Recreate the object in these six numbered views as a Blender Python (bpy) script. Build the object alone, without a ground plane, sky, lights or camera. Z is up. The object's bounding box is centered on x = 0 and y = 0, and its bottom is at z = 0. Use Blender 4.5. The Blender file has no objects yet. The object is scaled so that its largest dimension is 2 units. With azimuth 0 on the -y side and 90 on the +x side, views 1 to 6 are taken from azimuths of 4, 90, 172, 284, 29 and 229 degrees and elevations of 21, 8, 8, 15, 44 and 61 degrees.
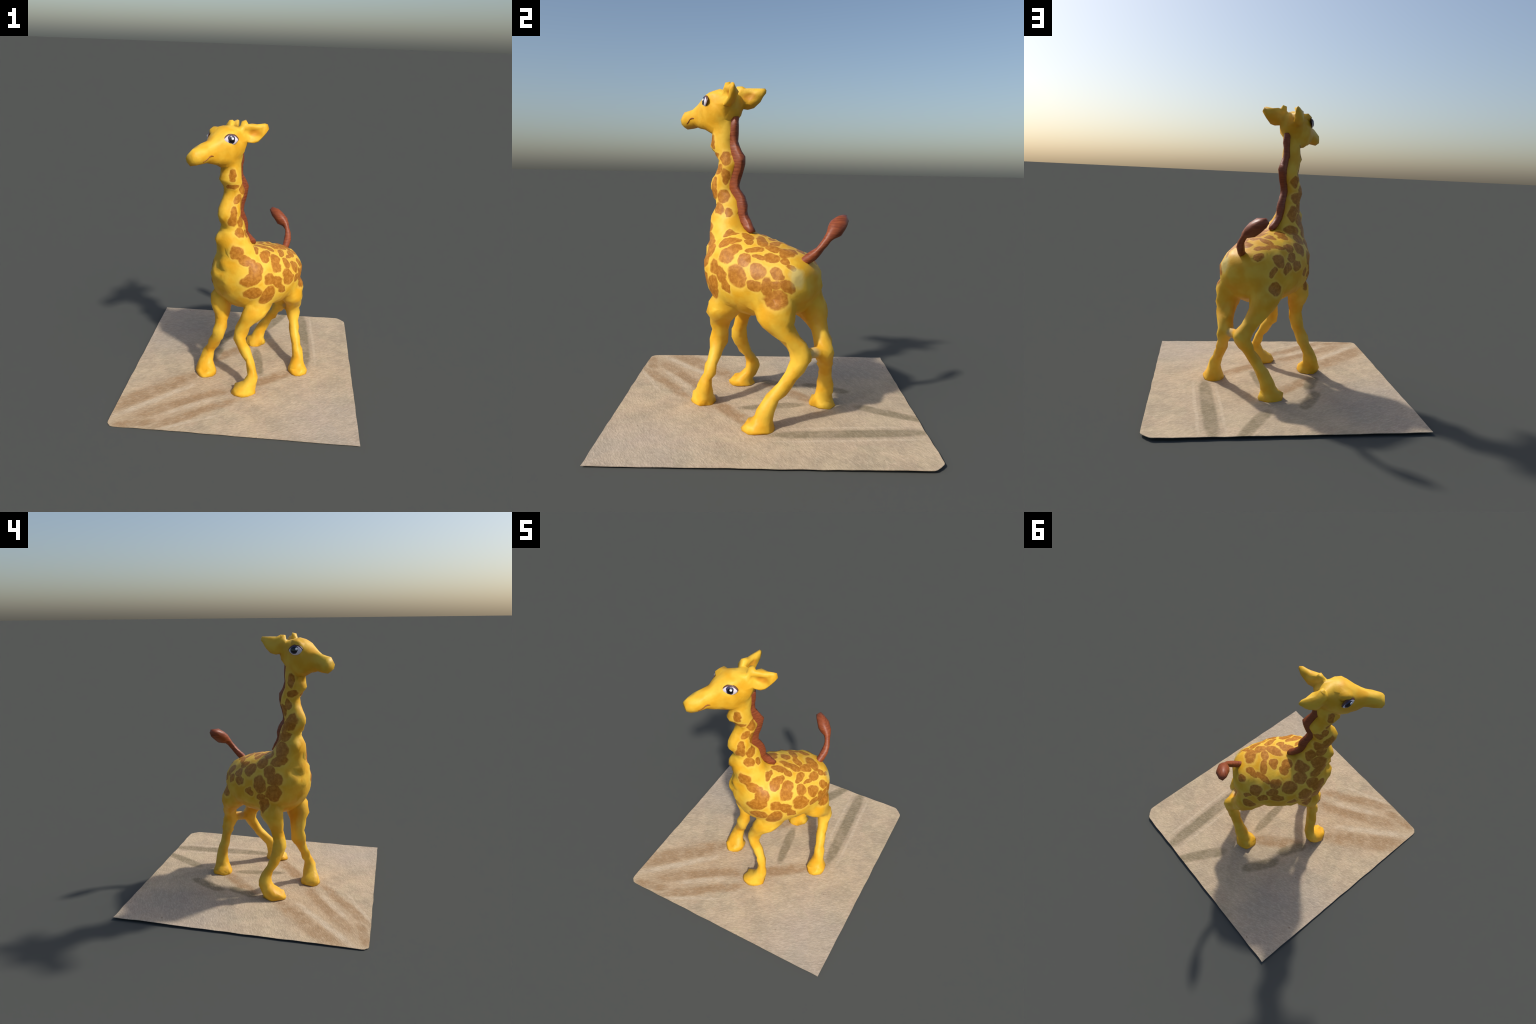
import bpy, bmesh, math
import numpy as np
from mathutils import Vector, Matrix, noise
from mathutils.bvhtree import BVHTree

# ------------------------------------------------------------------ frames
# The animal walks along FWD (horizontal); LEFT is its left-hand side.
FWD = Vector((-0.5593, -0.8290, 0.0))
LEFT = Vector((0.8290, -0.5593, 0.0))
HFWD = Vector((-0.60, -0.80, 0.0))      # the head is turned a little further
HLEFT = Vector((0.80, -0.60, 0.0))
UP = Vector((0, 0, 1))


def body(s, l, z):
    return FWD * s + LEFT * l + UP * z


def headp(u, w, z):
    return HFWD * u + HLEFT * w + UP * z


# ------------------------------------------------------------------ mesh helpers
def loft(rings, name):
    """closed tube through rings of equal point count, ends capped"""
    n = len(rings[0])
    verts = [tuple(p) for r in rings for p in r]
    faces = []
    for i in range(len(rings) - 1):
        for j in range(n):
            k = (j + 1) % n
            faces.append((i * n + j, i * n + k, (i + 1) * n + k, (i + 1) * n + j))
    faces.append(tuple(range(n))[::-1])
    faces.append(tuple(range((len(rings) - 1) * n, len(rings) * n)))
    me = bpy.data.meshes.new(name)
    me.from_pydata(verts, [], faces)
    bm = bmesh.new()
    bm.from_mesh(me)
    bmesh.ops.recalc_face_normals(bm, faces=bm.faces)
    bm.to_mesh(me)
    bm.free()
    return me


def smooth_rows(rows, per=4):
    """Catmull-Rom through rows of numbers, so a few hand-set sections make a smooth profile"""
    R = [np.array(r, float) for r in rows]
    out = []
    for i in range(len(R) - 1):
        p0, p1, p2, p3 = R[max(i - 1, 0)], R[i], R[i + 1], R[min(i + 2, len(R) - 1)]
        for k in range(per):
            t = k / per
            out.append(0.5 * (2 * p1 + (p2 - p0) * t + (2 * p0 - 5 * p1 + 4 * p2 - p3) * t * t + (3 * p1 - p0 - 3 * p2 + p3) * t ** 3))
    out.append(R[-1])
    return out


def sup(a, b, n=24, q=2.0):
    pts = []
    for j in range(n):
        t = 2 * math.pi * j / n
        c, s = math.cos(t), math.sin(t)
        pts.append((a * math.copysign(abs(c) ** (2 / q), c), b * math.copysign(abs(s) ** (2 / q), s)))
    return pts


def limb(rows, name):
    """stack of level elliptical slices: z, x, y, long radius, short radius, angle"""
    rings = []
    for z, x, y, a, b, ang in smooth_rows(rows, 3):
        t = math.radians(ang)
        rings.append([Vector((x + p * math.cos(t) - q * math.sin(t), y + p * math.sin(t) + q * math.cos(t), z)) for p, q in sup(a, b, 20)])
    return loft(rings, name)


def tube(rows, name, n=16, side=None):
    """rows: centre x, y, z, radius across, radius up/down ; section perpendicular to the path"""
    R = smooth_rows(rows, 4)
    rings = []
    for i, r in enumerate(R):
        a = Vector(R[max(i - 1, 0)][:3])
        b = Vector(R[min(i + 1, len(R) - 1)][:3])
        d = (b - a).normalized()
        x = (side - d * side.dot(d)).normalized()
        y = d.cross(x)
        rings.append([Vector(r[:3]) + x * p + y * q for p, q in sup(max(r[3], .003), max(r[4], .003), n)])
    return loft(rings, name)


# ------------------------------------------------------------------ anatomy
P = {}

# torso: sections along the walking axis: s, lateral centre, half width, top, bottom
TORSO = [
    (.368, .072, .040, .95, .85), (.352, .073, .094, 1.015, .79), (.32, .075, .156, 1.072, .725), (.25, .079, .218, 1.104, .658),
    (.16, .083, .257, 1.110, .622), (.06, .086, .275, 1.094, .609), (-.04, .088, .277, 1.070, .608), (-.14, .089, .266, 1.045, .614),
    (-.23, .090, .239, 1.019, .622), (-.30, .092, .203, .994, .655), (-.35, .094, .156, .960, .700), (-.385, .094, .088, .90, .77)]
rings = []
for s, l, hw, zt, zb in smooth_rows(TORSO, 4):
    zc = zb + (zt - zb) * .47          # widest a little below the middle: a round belly, a sloping back
    ring = []
    for (p, q), (p2, q2) in zip(sup(1, 1, 32, 2.22), sup(1, 1, 32, 2.35)):
        ring.append(body(s, l + hw * p, zc + (zt - zc) * q) if q >= 0 else body(s, l + hw * p2, zc + (zc - zb) * q2))
    rings.append(ring)
P['torso'] = loft(rings, 'torso')

# neck: level slices: z, s, l, half length (throat to nape), half width
NECK = [
    (1.00, .195, .074, .150, .175), (1.08, .225, .072, .138, .148), (1.14, .248, .069, .122, .120), (1.20, .262, .065, .108, .096),
    (1.24, .258, .062, .094, .084), (1.275, .256, .061, .086, .076), (1.32, .284, .062, .090, .075), (1.36, .307, .061, .090, .075),
    (1.40, .299, .062, .086, .072), (1.45, .277, .063, .079, .069), (1.50, .257, .064, .075, .069), (1.535, .255, .064, .072, .068),
    (1.575, .282, .065, .078, .069), (1.62, .308, .066, .084, .070), (1.66, .303, .069, .080, .067), (1.74, .292, .071, .075, .064),
    (1.80, .290, .073, .073, .063), (1.86, .28, .075, .066, .06)]
rings = []
for z, s, l, a, b in smooth_rows(NECK, 3):
    rings.append([body(s + p, l + q, z) for p, q in sup(a, b, 24)])
P['neck'] = loft(rings, 'neck')

# head: sections along the muzzle axis: u, w, half width, top, bottom, squareness
HEAD = [
    (.186, .080, .030, 1.92, 1.84, 2), (.206, .080, .068, 1.945, 1.79, 2), (.25, .079, .088, 1.962, 1.745, 2), (.31, .078, .097, 1.964, 1.715, 2.2),
    (.37, .077, .100, 1.966, 1.703, 2.3), (.42, .076, .088, 1.938, 1.718, 2.3), (.47, .075, .070, 1.900, 1.733, 2.3), (.53, .074, .056, 1.874, 1.744, 2.3),
    (.59, .073, .053, 1.860, 1.742, 2.3), (.63, .072, .049, 1.843, 1.739, 2.3), (.656, .071, .034, 1.815, 1.757, 2.2)]
rings = []
for u, w, hw, zt, zb, q in smooth_rows(HEAD, 3):
    rings.append([headp(u, w + x, (zt + zb) / 2 + y) for x, y in sup(hw, (zt - zb) / 2, 24, q)])
P['head'] = loft(rings, 'head')

# soft lumps of clay on the chest and the throat: centre, radius
def lump(name, c, r):
    P[name] = limb([(c.z + r * math.sin(t), c.x, c.y, r * math.cos(t) + .002, r * math.cos(t) + .002, 0) for t in np.linspace(-1.5, 1.5, 7)], 'lump')
for i, (sl, zz, r) in enumerate((((.318, .035), 1.185, .062), ((.305, .075), 1.02, .075), ((.31, .02), .93, .075), ((.33, .085), .90, .055), ((.318, .06), 1.625, .056), ((.318, .045), 1.372, .060))):
    lump('lump%d' % i, body(*sl, zz), r)

# limbs
P['foreleg.R'] = limb([
    (.018, -.292, -.165, .085, .073, -20), (.05, -.297, -.150, .080, .058, -38), (.09, -.303, -.117, .065, .049, -44), (.12, -.300, -.097, .057, .046, -40),
    (.16, -.287, -.090, .050, .043, -30), (.20, -.267, -.105, .048, .038, -10), (.25, -.242, -.133, .047, .041, -10), (.30, -.222, -.156, .049, .044, -38),
    (.35, -.203, -.177, .054, .044, -50), (.40, -.189, -.187, .055, .048, -56), (.45, -.180, -.178, .050, .045, -30), (.50, -.175, -.162, .053, .048, -10),
    (.55, -.176, -.150, .066, .056, 30), (.62, -.180, -.130, .098, .074, 56), (.70, -.160, -.108, .11, .08, 56), (.76, -.13, -.09, .10, .08, 56)], 'foreleg')
P['foreleg.L'] = limb([
    (.018, .028, -.400, .085, .070, 20), (.05, .037, -.402, .085, .062, 25), (.08, .060, -.397, .070, .055, 30), (.11, .080, -.390, .055, .046, 40),
    (.14, .090, -.383, .047, .040, 60), (.18, .087, -.372, .041, .034, 120), (.22, .075, -.353, .040, .035, 130), (.26, .057, -.340, .042, .037, 140),
    (.30, .034, -.328, .044, .040, 150), (.35, .008, -.314, .050, .042, 150), (.40, -.014, -.306, .060, .045, 90), (.45, -.013, -.300, .062, .046, 60),
    (.50, .002, -.296, .065, .051, 50), (.55, .036, -.288, .074, .062, 50), (.60, .078, -.278, .108, .078, 50), (.66, .106, -.254, .125, .084, 50), (.74, .105, -.220, .12, .08, 50)], 'foreleg')
P['hindleg.L'] = limb([
    (.018, .430, -.045, .088, .072, 62), (.05, .427, -.028, .074, .064, 75), (.08, .427, -.016, .060, .050, 100), (.12, .428, -.002, .055, .045, 110),
    (.16, .422, .018, .052, .041, 110), (.20, .410, .052, .053, .038, 102), (.25, .396, .092, .050, .037, 95), (.30, .385, .132, .047, .038, 95),
    (.35, .378, .168, .050, .042, 70), (.40, .372, .194, .060, .050, 65), (.43, .370, .198, .066, .052, 62), (.46, .368, .186, .067, .052, 62),
    (.50, .364, .155, .072, .054, 70), (.55, .362, .107, .082, .064, 80), (.60, .352, .058, .102, .079, 75), (.66, .338, .048, .116, .092, 65), (.74, .312, .045, .130, .10, 56), (.82, .27, .04, .12, .09, 56)], 'hindleg')
P['hindleg.R'] = limb([
    (.018, .060, .360, .085, .072, 105), (.05, .063, .361, .070, .063, 120), (.09, .077, .366, .060, .052, 20), (.12, .090, .371, .056, .049, 20),
    (.16, .107, .372, .053, .046, 25), (.20, .127, .369, .050, .043, 25), (.25, .160, .361, .047, .039, 30), (.30, .193, .354, .045, .040, 0),
    (.35, .229, .351, .050, .044, 117), (.40, .258, .348, .060, .051, 130), (.44, .264, .341, .066, .056, 30), (.48, .240, .332, .064, .052, 10),
    (.52, .200, .320, .064, .055, 0), (.57, .160, .300, .080, .068, 20), (.62, .125, .265, .115, .088, 50), (.68, .10, .23, .14, .10, 56), (.76, .095, .20, .14, .10, 56), (.84, .10, .18, .13, .09, 56)], 'hindleg')

# cloven toes and the flared rim where each foot meets the paper: x, y, toe direction
for tag, x, y, dx, dy in (('foreleg.R', -.292, -.165, -.15, -1), ('foreleg.L', .028, -.400, -1, -.25), ('hindleg.L', .430, -.045, -.1, -1), ('hindleg.R', .060, .360, -.9, -.35)):
    d = Vector((dx, dy, 0)).normalized()
    e = Vector((-d.y, d.x, 0))
    for side in (-1, 1):
        lump('toe.%s.%d' % (tag, side), Vector((x, y, .036)) + d * .044 + e * side * .032, .028)
    P['rim.' + tag] = limb([(.012, x, y, .094, .082, math.degrees(math.atan2(dy, dx))), (.024, x, y, .090, .078, math.degrees(math.atan2(dy, dx))), (.036, x, y, .076, .064, math.degrees(math.atan2(dy, dx)))], 'rim')

# scan fault rebuilt as a lump bridging the two hocks
a, b = Vector((.365, .20, .425)), Vector((.275, .33, .435))
P['hock_scan_bridge'] = tube([(*a, .040, .040), (*a.lerp(b, .5), .034, .034), (*b, .040, .040)], 'hock_scan_bridge', side=UP)

# horns
for tag, w, u, zt in (('L', .133, .226, 2.000), ('R', .022, .230, 1.992)):
    P['horn.' + tag] = limb([(zt - .09, *headp(u + .03, w * .8 + .078 * .2, 0)[:2], .032, .03, 0), (zt - .04, *headp(u + .01, w, 0)[:2], .024, .024, 0),
                             (zt - .012, *headp(u, w, 0)[:2], .024, .023, 0), (zt, *headp(u, w, 0)[:2], .014, .014, 0)], 'horn')

# brows
for tag, w, u in (('L', .140, .345), ('R', .012, .380)):
    c = headp(u, w, 1.925)
    P['brow.' + tag] = tube([(*(c - HFWD * .05), .012, .012), (*(c - HFWD * .02), .03, .028), (*(c + HFWD * .02), .028, .026), (*(c + HFWD * .045), .010, .010)], 'brow', side=UP)

# ears: leaf shapes with a cup on the front side; vertical half height, thickness
EAR_CUP = {}


def ear(root, tip, front, name, scoop):
    d = tip - root
    R = smooth_rows([(0, .050, .036), (.2, .062, .046), (.45, .062, .044), (.7, .048, .032), (.9, .028, .018), (1.0, .010, .008)], 3)
    f = (front - d * front.dot(d) / d.length_squared).normalized()
    rings = []
    for t, h, k in R:
        c = root + d * t - UP * (.020 * math.sin(math.pi * min(t * 1.1, 1)))
        ring = []
        for p, q in sup(1, 1, 24):
            depth = k * q
            if q > 0:                              # scoop out the front
                depth -= k * scoop * max(0, 1 - (p / .72) ** 2) * math.sin(math.pi * min(1, .15 + t * .95))
            ring.append(c + UP * (h * p) + f * depth)
        rings.append(ring)
    EAR_CUP[name] = (root + d * .45 - UP * .015 + f * .012, f)
    return loft(rings, 'ear')
P['ear.L'] = ear(headp(.240, .130, 1.925), headp(.094, .233, 1.954), HFWD * .75 + HLEFT * .6 - UP * .25, 'L', 1.15)
P['ear.R'] = ear(headp(.246, .018, 1.925), headp(.075, -.060, 1.956), Vector((1, -.2, .35)), 'R', .8)


# ------------------------------------------------------------------ fuse, smooth, thin out
def add_object(name, me, coll=bpy.context.scene.collection):
    o = bpy.data.objects.new(name, me)
    coll.objects.link(o)
    return o


def apply_mods(o):
    dg = bpy.context.evaluated_depsgraph_get()
    me = bpy.data.meshes.new_from_object(o.evaluated_get(dg))
    old = o.data
    o.modifiers.clear()
    o.data = me
    bpy.data.meshes.remove(old)


def fuse(meshes, name, voxel, smooth, tris, carve=.006, jitter=.003):
    bm = bmesh.new()
    for me in meshes:
        bm.from_mesh(me)
    me = bpy.data.meshes.new(name)
    bm.to_mesh(me)
    bm.free()
    o = add_object(name, me)
    m = o.modifiers.new('r', 'REMESH')
    m.mode = 'VOXEL'
    m.voxel_size = voxel
    m.use_smooth_shade = True
    if smooth:
        s = o.modifiers.new('s', 'SMOOTH')
        s.factor = .5
        s.iterations = smooth
    apply_mods(o)
    # hand-carved lumps: a little noise along the normal
    nv = len(o.data.vertices)
    co, no = np.empty(nv * 3), np.empty(nv * 3)
    o.data.vertices.foreach_get('co', co)
    o.data.vertices.foreach_get('normal', no)
    co, no = co.reshape(-1, 3), no.reshape(-1, 3)
    amp = np.array([noise.noise(Vector(c) * 13.0) * carve + noise.noise(Vector(c) * 27.0 + Vector((7, 3, 1))) * carve * .6 for c in co])
    o.data.vertices.foreach_set('co', (co + no * amp[:, None]).ravel())
    o.data.update()
    t = o.modifiers.new('t', 'TRIANGULATE')
    d = o.modifiers.new('d', 'DECIMATE')
    d.ratio = min(1.0, tris / (len(o.data.polygons) * 2))
    apply_mods(o)
    # knock the corners about a little, as a coarse scan does
    rng = np.random.default_rng(7)
    nv = len(o.data.vertices)
    co, no = np.empty(nv * 3), np.empty(nv * 3)
    o.data.vertices.foreach_get('co', co)
    o.data.vertices.foreach_get('normal', no)
    co, no = co.reshape(-1, 3), no.reshape(-1, 3)
    k = rng.uniform(-1, 1, nv) * jitter
    o.data.vertices.foreach_set('co', (co + no * k[:, None]).ravel())
    o.data.update()
    return o


skin = fuse(list(P.values()), 'skin', .0065, 5, 3400, .007, .0046)

# regions: each face goes to the part it lies nearest to
REGION = {**{'lump%d' % i: ('torso' if i in (1, 2, 3) else 'neck') for i in range(6)}, 'torso': 'torso', 'neck': 'neck', 'head': 'head', 'hock_scan_bridge': 'hindleg.L', 'brow.L': 'head', 'brow.R': 'head'}
for k in P:
    if k.startswith(('toe.', 'rim.')):
        REGION[k] = '.'.join(k.split('.')[1:3])
trees = {}
for k, me in P.items():
    trees.setdefault(REGION.get(k, k), []).append(BVHTree.FromPolygons([v.co for v in me.vertices], [p.vertices for p in me.polygons]))
ORDER = ['torso', 'neck', 'head', 'foreleg.L', 'foreleg.R', 'hindleg.L', 'hindleg.R', 'ear.L', 'ear.R', 'horn.L', 'horn.R']


def region_of(c):
    if 'neck' and c.z > 1.14 and c.z < 1.66:
        return 'neck'
    best, bd = None, 9
    for k in ORDER:
        if k.startswith(('fore', 'hind')) and c.z > .66:
            continue
        for t in trees[k]:
            h = t.find_nearest(c)
            dd = h[3] - (.004 if k.startswith(('ear', 'horn')) else 0)
            if dd < bd:
                bd, best = dd, k
    return best


def split(skin):
    me = skin.data
    nv = [v.normal.copy() for v in me.vertices]
    groups = {}
    for p in me.polygons:
        groups.setdefault(region_of(p.center), []).append(tuple(p.vertices))
    out = {}
    for k in ORDER:
        fs = groups.get(k, [])
        ids = sorted({i for f in fs for i in f})
        mp = {i: j for j, i in enumerate(ids)}
        m = bpy.data.meshes.new(k.split('.')[0])
        m.from_pydata([me.vertices[i].co for i in ids], [], [tuple(mp[i] for i in f) for f in fs])
        m.polygons.foreach_set('use_smooth', [True] * len(fs))
        m.normals_split_custom_set_from_vertices([nv[i] for i in ids])
        out[k] = m
    return out


# ------------------------------------------------------------------ materials
def new_mat(name):
    m = bpy.data.materials.new(name)
    m.use_nodes = True
    nt = m.node_tree
    b = nt.nodes['Principled BSDF']
    return m, nt, b


def rgb(r, g, b):
    f = lambda c: ((c / 255 + .055) / 1.055) ** 2.4 if c > 10 else c / 255 / 12.92
    return (f(r), f(g), f(b), 1)


class Nodes:
    """short-hand for wiring a node tree"""

    def __init__(self, nt):
        self.nt = nt

    def new(self, kind, **kw):
        n = self.nt.nodes.new('ShaderNode' + kind)
        for k, v in kw.items():
            setattr(n, k, v)
        return n

    def put(self, socket, v):
        if isinstance(v, bpy.types.NodeSocket):
            self.nt.links.new(v, socket)
        else:
            socket.default_value = v

    def math(self, op, a, b=0.0, clamp=False):
        n = self.new('Math', operation=op, use_clamp=clamp)
        self.put(n.inputs[0], a)
        self.put(n.inputs[1], b)
        return n.outputs[0]

    def coords(self):
        return self.new('TexCoord').outputs['Object']

    def noise(self, vec, scale, detail=2.0, rough=.5, out='Fac'):
        n = self.new('TexNoise')
        self.put(n.inputs['Vector'], vec)
        n.inputs['Scale'].default_value = scale
        n.inputs['Detail'].default_value = detail
        n.inputs['Roughness'].default_value = rough
        return n.outputs[out]

    def warp(self, vec, scale, amount):
        c = self.noise(vec, scale, 2.0, .5, 'Color')
        v = self.new('VectorMath', operation='SUBTRACT')
        self.put(v.inputs[0], c)
        v.inputs[1].default_value = (.5, .5, .5)
        m = self.new('VectorMath', operation='MULTIPLY_ADD')
        self.put(m.inputs[0], v.outputs[0])
        m.inputs[1].default_value = (amount,) * 3
        self.put(m.inputs[2], vec)
        return m.outputs[0]

    def place(self, vec, loc, rot, scale):
        n = self.new('Mapping', vector_type='TEXTURE')
        self.put(n.inputs['Vector'], vec)
        n.inputs['Location'].default_value = loc
        n.inputs['Rotation'].default_value = rot
        n.inputs['Scale'].default_value = scale
        return n.outputs[0]

    def blob(self, vec, loc, rot, scale):
        """distance from an oval patch: 0 at its middle, 1 at its rim"""
        n = self.new('VectorMath', operation='LENGTH')
        self.put(n.inputs[0], self.place(vec, loc, rot, scale))
        return n.outputs['Value']

    def nearest(self, values):
        v = values[0]
        for w in values[1:]:
            v = self.math('MINIMUM', v, w)
        return v

    def step(self, v, lo, hi, out_lo, out_hi):
        n = self.new('MapRange', interpolation_type='SMOOTHSTEP')
        self.put(n.inputs['Value'], v)
        for k, x in zip(('From Min', 'From Max', 'To Min', 'To Max'), (lo, hi, out_lo, out_hi)):
            n.inputs[k].default_value = x
        return n.outputs['Result']

    def mix(self, fac, a, b):
        n = self.new('Mix', data_type='RGBA')
        self.put(n.inputs['Factor'], fac)
        self.put(n.inputs['A'], a)
        self.put(n.inputs['B'], b)
        return n.outputs['Result']

    def bump(self, height, strength, dist):
        n = self.new('Bump')
        self.put(n.inputs['Height'], height)
        n.inputs['Strength'].default_value = strength
        n.inputs['Distance'].default_value = dist
        return n.outputs[0]


# brown patches of the coat: x, y, z, half length, half width, tilt of the long axis (degrees from level)
COAT = {
    'left_flank': [
        (-0.05, -0.345, 1.107, 0.045, 0.04, 128), (0.015, -0.334, 1.044, 0.051, 0.031, 165), (0.091, -0.34, 0.985, 0.047, 0.04, 37), (0.054, -0.377, 0.918, 0.077, 0.038, 22),
        (0.073, -0.385, 0.814, 0.063, 0.039, 15), (0.174, -0.334, 0.779, 0.067, 0.048, 63), (0.183, -0.314, 0.909, 0.041, 0.036, 111), (0.231, -0.282, 0.877, 0.05, 0.035, 152),
        (0.207, -0.186, 1.006, 0.036, 0.034, 87), (0.207, -0.233, 0.976, 0.044, 0.043, 170), (0.141, -0.209, 1.055, 0.048, 0.025, 1), (0.134, -0.256, 1.038, 0.032, 0.03, 75),
        (0.072, -0.223, 1.084, 0.043, 0.019, 43), (0.102, -0.121, 1.086, 0.054, 0.024, 88), (0.167, -0.112, 1.054, 0.026, 0.019, 158), (0.283, -0.134, 0.96, 0.039, 0.037, 10),
        (0.313, -0.178, 0.879, 0.065, 0.047, 141), (0.275, -0.244, 0.812, 0.041, 0.024, 134), (0.245, -0.079, 1.014, 0.048, 0.02, 175), (0.307, 0.023, 0.978, 0.043, 0.029, 154),
        (0.298, -0.043, 0.98, 0.036, 0.013, 165), (0.351, -0.053, 0.91, 0.047, 0.033, 144), (0.375, -0.077, 0.837, 0.04, 0.026, 159), (0.377, 0.05, 0.899, 0.04, 0.025, 142),
        (-0.041, -0.306, 1.238, 0.037, 0.028, 138),
    ],
    'left_rump': [
        (0.398, 0.104, 0.838, 0.042, 0.028, 150), (0.405, 0.048, 0.765, 0.063, 0.044, 162), (0.393, -0.005, 0.835, 0.042, 0.028, 93), (0.4, 0.04, 0.842, 0.025, 0.019, 1),
        (0.332, 0.094, 0.958, 0.023, 0.02, 81), (0.356, 0.129, 0.932, 0.028, 0.014, 154),
    ],
    'back': [
        (0.244, 0.03, 1.025, 0.043, 0.028, 157), (0.155, -0.037, 1.064, 0.077, 0.023, 47), (0.064, 0.038, 1.061, 0.035, 0.027, 131), (0.171, 0.042, 1.052, 0.046, 0.024, 16),
        (0.108, 0.103, 1.04, 0.052, 0.023, 126), (0.257, 0.113, 1.007, 0.067, 0.037, 48), (-0.007, -0.031, 1.082, 0.036, 0.03, 54), (-0.034, 0.018, 1.057, 0.03, 0.027, 104),
        (0.165, 0.263, 0.95, 0.034, 0.021, 46), (0.137, 0.195, 1.005, 0.051, 0.021, 15), (0.042, 0.157, 1.002, 0.062, 0.019, 178), (0.034, 0.244, 0.927, 0.046, 0.039, 77),
        (0.069, 0.299, 0.858, 0.033, 0.021, 45), (0.053, 0.303, 0.744, 0.046, 0.038, 171), (-0.036, 0.231, 0.874, 0.041, 0.027, 27), (-0.124, 0.151, 0.887, 0.048, 0.028, 178),
        (-0.053, 0.111, 0.993, 0.038, 0.033, 24), (-0.138, 0.049, 0.979, 0.051, 0.049, 162), (-0.148, -0.047, 1.038, 0.047, 0.039, 7), (-0.101, -0.101, 1.091, 0.051, 0.041, 21),
        (-0.073, 0.163, 0.938, 0.045, 0.029, 13),
    ],
    'right_flank': [
        (-0.179, -0.203, 1.151, 0.057, 0.05, 108), (-0.201, -0.187, 1.077, 0.067, 0.034, 23), (-0.224, -0.114, 0.991, 0.048, 0.04, 150), (-0.248, -0.16, 0.942, 0.058, 0.04, 2),
        (-0.264, -0.146, 0.836, 0.058, 0.056, 15), (-0.242, -0.034, 0.899, 0.057, 0.04, 106), (-0.209, 0.064, 0.819, 0.037, 0.025, 17), (-0.24, -0.061, 0.733, 0.06, 0.033, 73),
        (-0.248, -0.034, 0.798, 0.039, 0.021, 14),
    ],
    'neck': [
        (-0.165, -0.265, 1.67, 0.043, 0.022, 98), (-0.172, -0.274, 1.578, 0.036, 0.024, 7), (-0.161, -0.237, 1.5, 0.035, 0.021, 96), (-0.195, -0.262, 1.369, 0.06, 0.043, 72),
        (-0.168, -0.22, 1.259, 0.039, 0.033, 33), (-0.131, -0.203, 1.449, 0.036, 0.032, 95), (-0.146, -0.215, 1.331, 0.04, 0.034, 43), (-0.116, -0.164, 1.214, 0.053, 0.031, 81),
        (-0.091, -0.353, 1.65, 0.036, 0.024, 95), (-0.092, -0.333, 1.562, 0.035, 0.017, 174), (-0.057, -0.311, 1.477, 0.035, 0.021, 52), (-0.082, -0.343, 1.386, 0.037, 0.022, 71),
        (-0.089, -0.343, 1.332, 0.038, 0.027, 117), (-0.034, -0.273, 1.548, 0.034, 0.028, 102), (-0.036, -0.269, 1.44, 0.045, 0.021, 88), (-0.038, -0.285, 1.313, 0.035, 0.034, 157),
        (-0.006, -0.246, 1.215, 0.024, 0.023, 153),
    ],
}

skin_tree = BVHTree.FromObject(skin, bpy.context.evaluated_depsgraph_get())


def patch_frame(x, y, z, tilt):
    """patches lie flat on the skin: find the surface and turn the oval into its plane"""
    hit = skin_tree.find_nearest(Vector((x, y, z)))
    n = hit[1]
    up = (UP - n * n.z).normalized() if abs(n.z) < .97 else Vector((1, 0, 0))
    side = up.cross(n)
    t = math.radians(tilt)
    ax = side * math.cos(t) + up * math.sin(t)
    ay = n.cross(ax)
    m = Matrix((ax, ay, n)).transposed()
    return hit[0], m.to_euler('XYZ')


def coat_mask(N, co):
    w = N.warp(N.warp(co, 15.0, .045), 55.0, .007)
    best = None
    for k, g in COAT.items():
        big = 1.16
        for x, y, z, a, c, t in g:
            loc, rot = patch_frame(x, y, z, t)
            v = w
            if best is not None:             # a vanishing nudge makes each patch wait for the last: keeps the shader's memory small
                n = N.new('VectorMath', operation='MULTIPLY_ADD')
                N.put(n.inputs[0], best)
                n.inputs[1].default_value = (1e-7,) * 3
                N.put(n.inputs[2], w)
                v = n.outputs[0]
            r = N.blob(v, loc, rot, (a * big + .003, c * big + .004, .06))
            best = r if best is None else N.math('MINIMUM', best, r)
    return best


mat_skin, nt, b = new_mat('painted_yellow')
N = Nodes(nt)
co = N.coords()
tone = N.noise(co, 9.0, 3.0)
yellow = N.mix(N.step(tone, .35, .65, 0, 1), rgb(226, 166, 34), rgb(233, 186, 58))
d = coat_mask(N, co)
halo = N.step(d, 1.0, 1.5, .45, 0)
yellow = N.mix(halo, yellow, rgb(236, 196, 88))
spot = N.mix(N.step(N.noise(co, 45.0, 3.0, .6), .35, .7, 0, 1), rgb(168, 104, 24), rgb(194, 130, 44))
col = N.mix(N.step(d, .86, 1.08, 1, 0), yellow, spot)
# glare painted pale on the rump; pale tone on the hocks' scan-fault bridge
glare = N.blob(N.warp(co, 20.0, .04), (.385, .165, .89), (0, 0, 0), (.05, .06, .075))
col = N.mix(N.step(glare, .5, 1.1, .55, 0), col, rgb(214, 206, 140))
bridge_tone = N.blob(N.warp(co, 20.0, .03), (.322, .265, .43), (0, 0, 0), (.05, .05, .05))
col = N.mix(N.step(bridge_tone, .5, 1.1, .75, 0), col, rgb(186, 166, 130))
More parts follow.
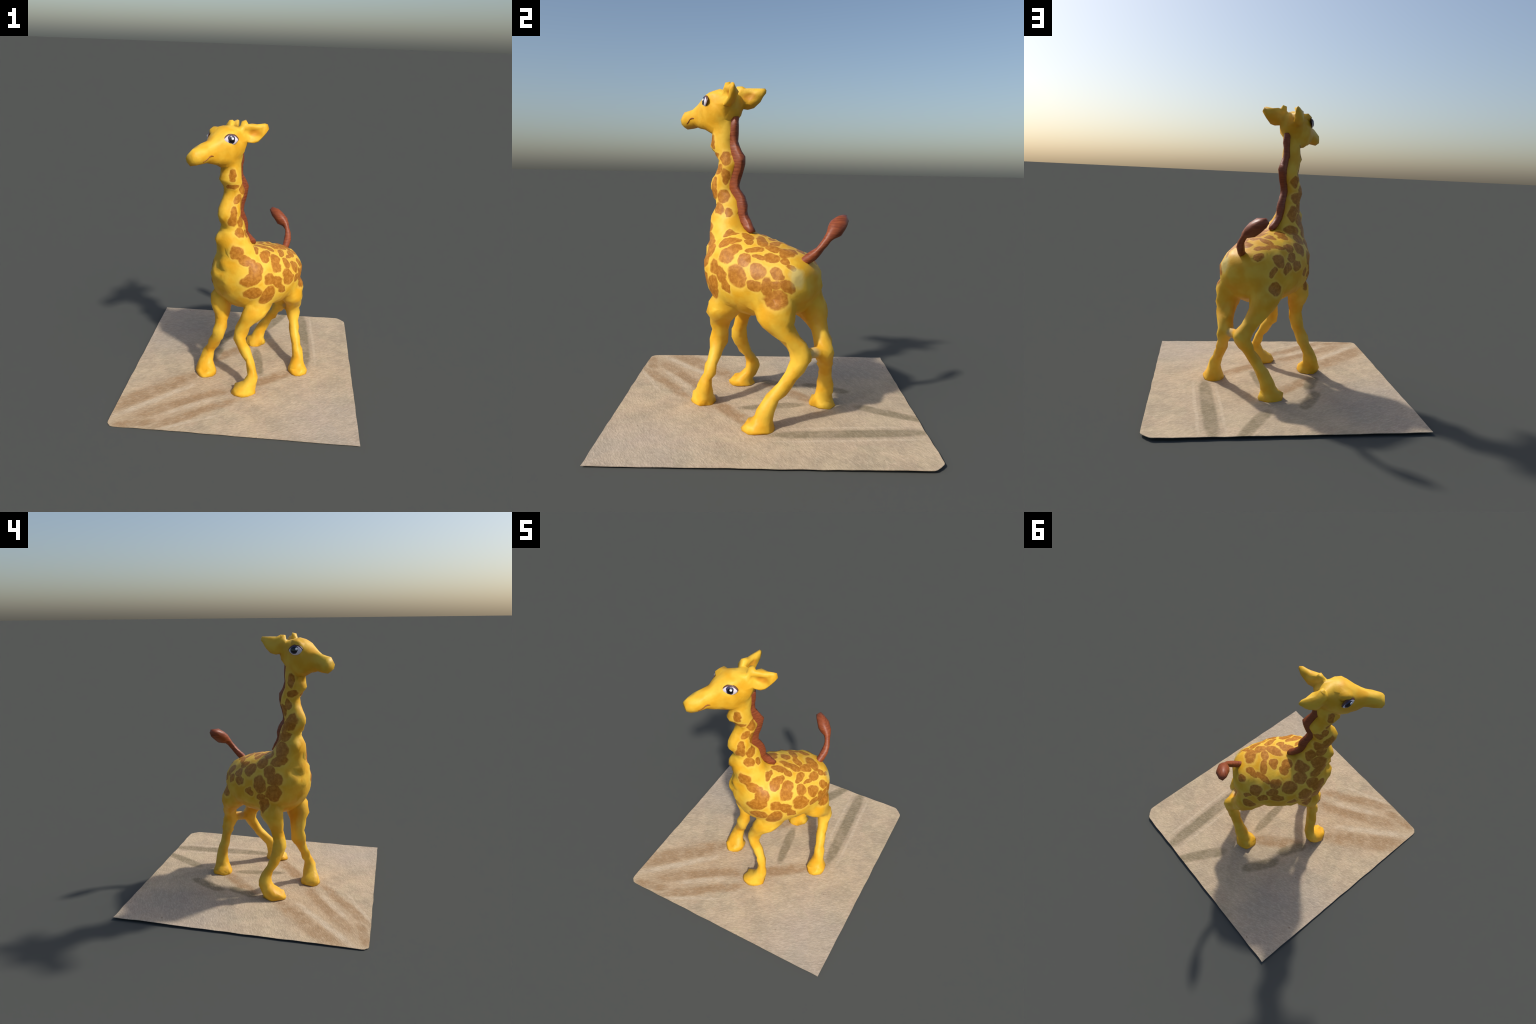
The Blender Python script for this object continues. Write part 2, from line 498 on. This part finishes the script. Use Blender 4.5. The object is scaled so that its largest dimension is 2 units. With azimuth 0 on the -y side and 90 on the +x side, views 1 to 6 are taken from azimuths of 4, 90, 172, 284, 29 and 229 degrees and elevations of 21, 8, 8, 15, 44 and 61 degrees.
# warm orange inside the ears
ears = N.nearest([N.blob(co, EAR_CUP[k][0], (0, 0, 0), (.05, .05, .028)) for k in EAR_CUP])
col = N.mix(N.step(ears, .5, 1.1, .55, 0), col, rgb(196, 116, 26))
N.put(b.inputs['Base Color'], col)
b.inputs['Roughness'].default_value = .5
b.inputs['Specular IOR Level'].default_value = .3
N.put(b.inputs['Normal'], N.bump(N.noise(co, 60.0, 3.0), .25, .004))

mat_brown, nt, b = new_mat('painted_brown')
N = Nodes(nt)
co = N.coords()
strands = N.noise(N.place(co, (0, 0, 0), (0, 0, 0), (1, 1, .12)), 16.0, 3.0, .6)
col = N.mix(N.step(strands, .3, .7, 0, 1), rgb(122, 58, 32), rgb(150, 78, 44))
N.put(b.inputs['Base Color'], col)
b.inputs['Roughness'].default_value = .45
b.inputs['Specular IOR Level'].default_value = .35
N.put(b.inputs['Normal'], N.bump(strands, .3, .004))

# leg shadows painted on the paper as tan and olive bands, plus pale streaks: x, y, half length, half width, direction (degrees)
TAN_SHADOW = [(-.623, -.457, .40, .085, 44), (-.391, -.590, .40, .060, 34), (-.289, -.703, .37, .046, 36), (-.675, -.858, .16, .040, 12), (.20, -.215, .24, .060, 37),
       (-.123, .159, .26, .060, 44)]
PALE = [(-.597, -.579, .38, .034, 43), (-.331, -.619, .23, .030, 35), (-.302, -.804, .25, .016, 28), (.56, .47, .45, .014, 93), (.40, .47, .45, .012, 93)]
OLIVE_SHADOW = [(.478, .480, .50, .052, 93), (.105, .044, .22, .042, 100), (.200, .757, .24, .05, 62), (-.207, .406, .18, .05, 64), (-.267, .10, .14, .05, 68)]
mat_paper, nt, b = new_mat('crumpled_paper')
N = Nodes(nt)
co = N.coords()
wavy = N.warp(N.warp(co, 5.0, .05), 22.0, .016)


def bands(L):
    """long bands with nearly straight flanks"""
    vals = []
    for x, y, a, c, t in L:
        n = N.new('SeparateXYZ')
        N.put(n.inputs[0], N.place(wavy, (x, y, 0), (0, 0, math.radians(t)), (a, c, 1)))
        vals.append(N.math('POWER', N.math('ADD', N.math('POWER', N.math('ABSOLUTE', n.outputs[0]), 4.0), N.math('POWER', N.math('ABSOLUTE', n.outputs[1]), 2.0)), .5))
    return N.nearest(vals)


grain = N.noise(N.place(co, (0, 0, 0), (0, 0, math.radians(28)), (1, .3, 1)), 34.0, 5.0, .7)
cloud = N.noise(co, 5.0, 4.0, .6)
cell = N.new('TexVoronoi')
cell.inputs['Scale'].default_value = 9.0
N.put(cell.inputs['Vector'], N.warp(co, 8.0, .12))
hue = N.new('SeparateColor')
N.put(hue.inputs[0], cell.outputs['Color'])
col = N.mix(N.step(cloud, .35, .65, 0, 1), rgb(180, 161, 134), rgb(204, 182, 150))
far = N.blob(co, (.75, -.75, 0), (0, 0, 0), (.65, .65, 1))
col = N.mix(N.step(far, .2, 1.0, .6, 0), col, rgb(184, 172, 158))
far = N.blob(co, (-.75, .55, 0), (0, 0, 0), (.6, .75, 1))
col = N.mix(N.step(far, .3, 1.0, .6, 0), col, rgb(176, 164, 152))
col = N.mix(N.math('MULTIPLY', hue.outputs[0], .22), col, rgb(172, 162, 134))
col = N.mix(N.math('MULTIPLY', hue.outputs[1], .18), col, rgb(206, 172, 150))
mottle = N.step(N.noise(co, 11.0, 4.0, .65), .32, .62, .45, 1)
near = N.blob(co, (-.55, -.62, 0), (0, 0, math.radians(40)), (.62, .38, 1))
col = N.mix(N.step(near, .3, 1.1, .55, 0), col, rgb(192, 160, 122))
col = N.mix(N.math('MULTIPLY', N.step(bands(TAN_SHADOW), .45, 1.25, .95, 0), mottle), col, rgb(164, 131, 94))
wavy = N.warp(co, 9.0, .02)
col = N.mix(N.math('MULTIPLY', N.step(bands(OLIVE_SHADOW), .6, 1.15, .85, 0), N.math('POWER', mottle, .5)), col, rgb(126, 114, 86))
col = N.mix(N.math('MULTIPLY', N.step(bands(PALE), .3, 1.3, .85, 0), mottle), col, rgb(210, 190, 162))
col = N.mix(N.step(grain, .35, .7, .30, 0), col, rgb(140, 122, 98))
col = N.mix(N.step(grain, .45, .75, 0, .35), col, rgb(214, 194, 168))
flecks = N.noise(co, 40.0, 1.0)
col = N.mix(N.step(flecks, .79, .82, 0, .6), col, rgb(104, 80, 56))
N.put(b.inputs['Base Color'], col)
b.inputs['Roughness'].default_value = .85
b.inputs['Specular IOR Level'].default_value = .2
N.put(b.inputs['Normal'], N.bump(N.math('ADD', N.math('MULTIPLY', grain, .8), N.math('MULTIPLY', N.noise(wavy, 14.0, 3.0, .6), 2.0)), .5, .008))


def plain(name, colour, rough, spec=.5):
    m, nt, b = new_mat(name)
    N = Nodes(nt)
    t = N.noise(N.coords(), 60.0, 2.0)
    N.put(b.inputs['Base Color'], N.mix(N.step(t, .3, .7, 0, .25), colour, tuple(c * .8 for c in colour[:3]) + (1,)))
    b.inputs['Roughness'].default_value = rough
    b.inputs['Specular IOR Level'].default_value = spec
    return m


mat_white = plain('eye_white', rgb(222, 212, 220), .35)
mat_iris = plain('eye_dark', rgb(58, 54, 84), .3)
mat_pupil = plain('eye_pupil', rgb(14, 13, 20), .2)
mat_glint = plain('eye_glint', rgb(246, 244, 246), .3)
mat_lid = plain('eyelid_paint', rgb(92, 56, 40), .5)
mat_mouth = plain('mouth_paint', rgb(146, 84, 22), .6)

# ------------------------------------------------------------------ assemble giraffe
root = bpy.data.objects.new('giraffe_figurine', None)
bpy.context.scene.collection.objects.link(root)
root['label'] = 'yellow toy giraffe with brown patches, mane and raised tail'
root['category'] = 'giraffe figurine'


def child(name, me, mat, parent=root):
    o = add_object(name, me)
    o.parent = parent
    me.materials.clear()
    me.materials.append(mat)
    return o


parts = split(skin)
bpy.data.objects.remove(skin)
made = {}
for k in ORDER:
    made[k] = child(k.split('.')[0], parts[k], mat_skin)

# mane: ridge z, s, l, half thickness
MANE = [(1.800, .186, .075, .020), (1.74, .187, .075, .024), (1.655, .194, .075, .024), (1.60, .166, .075, .024), (1.537, .135, .075, .025), (1.47, .148, .075, .024),
        (1.383, .173, .075, .024), (1.33, .150, .072, .024), (1.275, .122, .069, .024), (1.215, .115, .072, .024), (1.15, .075, .082, .024), (1.105, .035, .092, .018)]
rings = []
for z, s, l, t in smooth_rows(MANE, 4):
    depth = .042 if z > 1.25 else .042 - (1.25 - z) * .1
    c = body(s + depth, l, z)
    rings.append([c + FWD * p + LEFT * q for p, q in sup(depth, t, 16, 4)])
mane = fuse([loft(rings, 'mane')], 'mane', .005, 1, 420)
me = mane.data
bpy.data.objects.remove(mane)
me.polygons.foreach_set('use_smooth', [True] * len(me.polygons))
child('mane', me, mat_brown)

TAIL = [(.255, .165, .935, .030, .030), (.275, .216, .970, .027, .027), (.288, .268, 1.012, .026, .026), (.288, .316, 1.060, .024, .024), (.270, .350, 1.106, .026, .026),
        (.244, .378, 1.135, .045, .042), (.206, .405, 1.164, .052, .046), (.168, .432, 1.193, .042, .038), (.140, .449, 1.214, .022, .020)]
tail = fuse([tube(TAIL, 'tail', side=Vector((.55, .1, -.8)))], 'tail', .006, 2, 200)
me = tail.data
bpy.data.objects.remove(tail)
me.polygons.foreach_set('use_smooth', [True] * len(me.polygons))
child('tail', me, mat_brown)

# eyes: domed almond, dark iris, pupil, painted glint and lid line
def dome(rx, ry, rz, almond, name, n=28, rings=7):
    """half ellipsoid on the local xy plane, bulging to +z; almond > 0 draws the corners out"""
    bm = bmesh.new()
    rows = []
    for i in range(rings):
        t = (math.pi / 2) * i / rings
        row = []
        for j in range(n):
            p = 2 * math.pi * j / n
            x, y = math.cos(p) * math.cos(t), math.sin(p) * math.cos(t)
            y *= 1 - almond * abs(math.cos(p)) ** 3 * .5
            row.append(bm.verts.new((rx * x, ry * y, rz * math.sin(t))))
        rows.append(row)
    top = bm.verts.new((0, 0, rz))
    for i in range(rings - 1):
        for j in range(n):
            k = (j + 1) % n
            bm.faces.new((rows[i][j], rows[i][k], rows[i + 1][k], rows[i + 1][j]))
    for j in range(n):
        bm.faces.new((rows[-1][j], rows[-1][(j + 1) % n], top))
    me = bpy.data.meshes.new(name)
    bm.to_mesh(me)
    bm.free()
    me.polygons.foreach_set('use_smooth', [True] * len(me.polygons))
    return me


def eye(centre, facing, mirror):
    z = facing.normalized()
    x = UP.cross(z).normalized() * mirror       # towards the outer corner
    y = UP - z * UP.dot(z)
    y.normalize()
    if mirror < 0:
        frame = Matrix((-x, y, z)).transposed().to_4x4()
    else:
        frame = Matrix((x, y, z)).transposed().to_4x4()
    m = mirror
    c = centre - z * .010
    def put(name, me, mat, dx, dy, dz, parent):
        me.transform(Matrix.Translation(c) @ frame @ Matrix.Translation((dx * m, dy, dz)))
        return child(name, me, mat, parent)
    e = put('eye', dome(.049, .034, .016, .7, 'eye'), mat_white, 0, 0, .001, root)
    lid = dome(.053, .037, .0145, .65, 'eyelid')
    put('eyelid', lid, mat_lid, 0, .003, -.001, e)
    put('iris', dome(.028 if m > 0 else .031, .0285, .0082, 0, 'iris'), mat_iris, .001 if m > 0 else .006, .002, .0102, e)
    put('pupil', dome(.020 if m > 0 else .025, .021, .005, 0, 'pupil'), mat_pupil, .003 if m > 0 else .006, .001, .0146, e)
    put('glint', dome(.0088, .0088, .004, 0, 'glint'), mat_glint, .008 * m, .007, .0172, e)


eye(Vector((-.098, -.412, 1.893)), HFWD * .50 + HLEFT * .82 + UP * .12, 1)
eye(Vector((-.259, -.308, 1.889)), HFWD * .50 - HLEFT * .82 + UP * .12, -1)

# mouth corner: a short painted crease on the left cheek; the right cheek is smooth
for sgn in (1,):
    pts = [headp(u, .074 + sgn * .09, z) for u, z in ((.585, 1.768), (.56, 1.782), (.54, 1.797), (.522, 1.800), (.508, 1.797))]
    rows = []
    for i, q in enumerate(pts):
        h = skin_tree.ray_cast(q, -HLEFT * sgn)[0]
        r = (.002, .0035, .004, .0045, .002)[i]
        rows.append((*(h if h else q), r, r))
    me = tube(rows, 'mouth', n=8, side=UP)
    me.polygons.foreach_set('use_smooth', [True] * len(me.polygons))
    child('mouth', me, mat_mouth)

# ------------------------------------------------------------------ paper sheet
HX, HY = .866, .912


def sheet_height(x, y):
    v = Vector((x, y, 0))
    h = .0120 + .0045 * y + .0025 * (x * x + y * y)
    h += noise.noise(v * 2.2 + Vector((3, 1, 0))) * .0025 + noise.noise(v * 9.0) * .0025
    h -= .006 * math.exp(-((x + .80) ** 2 + (y + .90) ** 2) / .012)      # one corner touches the ground
    return h


bm = bmesh.new()
NX, NY = 72, 76
grid = []
for j in range(NY + 1):
    row = []
    for i in range(NX + 1):
        fx, fy = i / NX, j / NY
        wob = noise.noise(Vector((fx * 14, fy * 14, 5))) * .004
        x = (-.864 * (1 - fx) + .857 * fx) * (1 - fy) + (-.858 * (1 - fx) + .868 * fx) * fy + wob
        y = (-.911 * (1 - fx) - .917 * fx) * (1 - fy) + .915 * fy + wob
        row.append(bm.verts.new((x, y, max(.003, sheet_height(x, y)))))
    grid.append(row)
for j in range(NY):
    for i in range(NX):
        bm.faces.new((grid[j][i], grid[j][i + 1], grid[j + 1][i + 1], grid[j + 1][i]))
me = bpy.data.meshes.new('paper_sheet')
# two of the corners are snipped off
for v in bm.verts:
    x, y = v.co.x, v.co.y
    for sx, cut in ((1, .058), (-1, .036)):
        over = sx * x / HX * HX + sx * y - (HX + HY - cut)
        if over > 0:
            v.co.x -= sx * over / 2
            v.co.y -= sx * over / 2
bm.to_mesh(me)
bm.free()
sheet = add_object('paper_sheet', me)
so = sheet.modifiers.new('s', 'SOLIDIFY')
so.thickness = .003
so.offset = -1
apply_mods(sheet)
zmin = min(v.co.z for v in sheet.data.vertices)
for v in sheet.data.vertices:
    v.co.z -= zmin
sheet.data.polygons.foreach_set('use_smooth', [True] * len(sheet.data.polygons))
sheet.data.set_sharp_from_angle(angle=math.radians(45))
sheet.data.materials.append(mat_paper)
sheet['label'] = 'square sheet of crumpled beige paper with leg shadows painted in as tan and olive bands'
sheet['category'] = 'paper sheet'
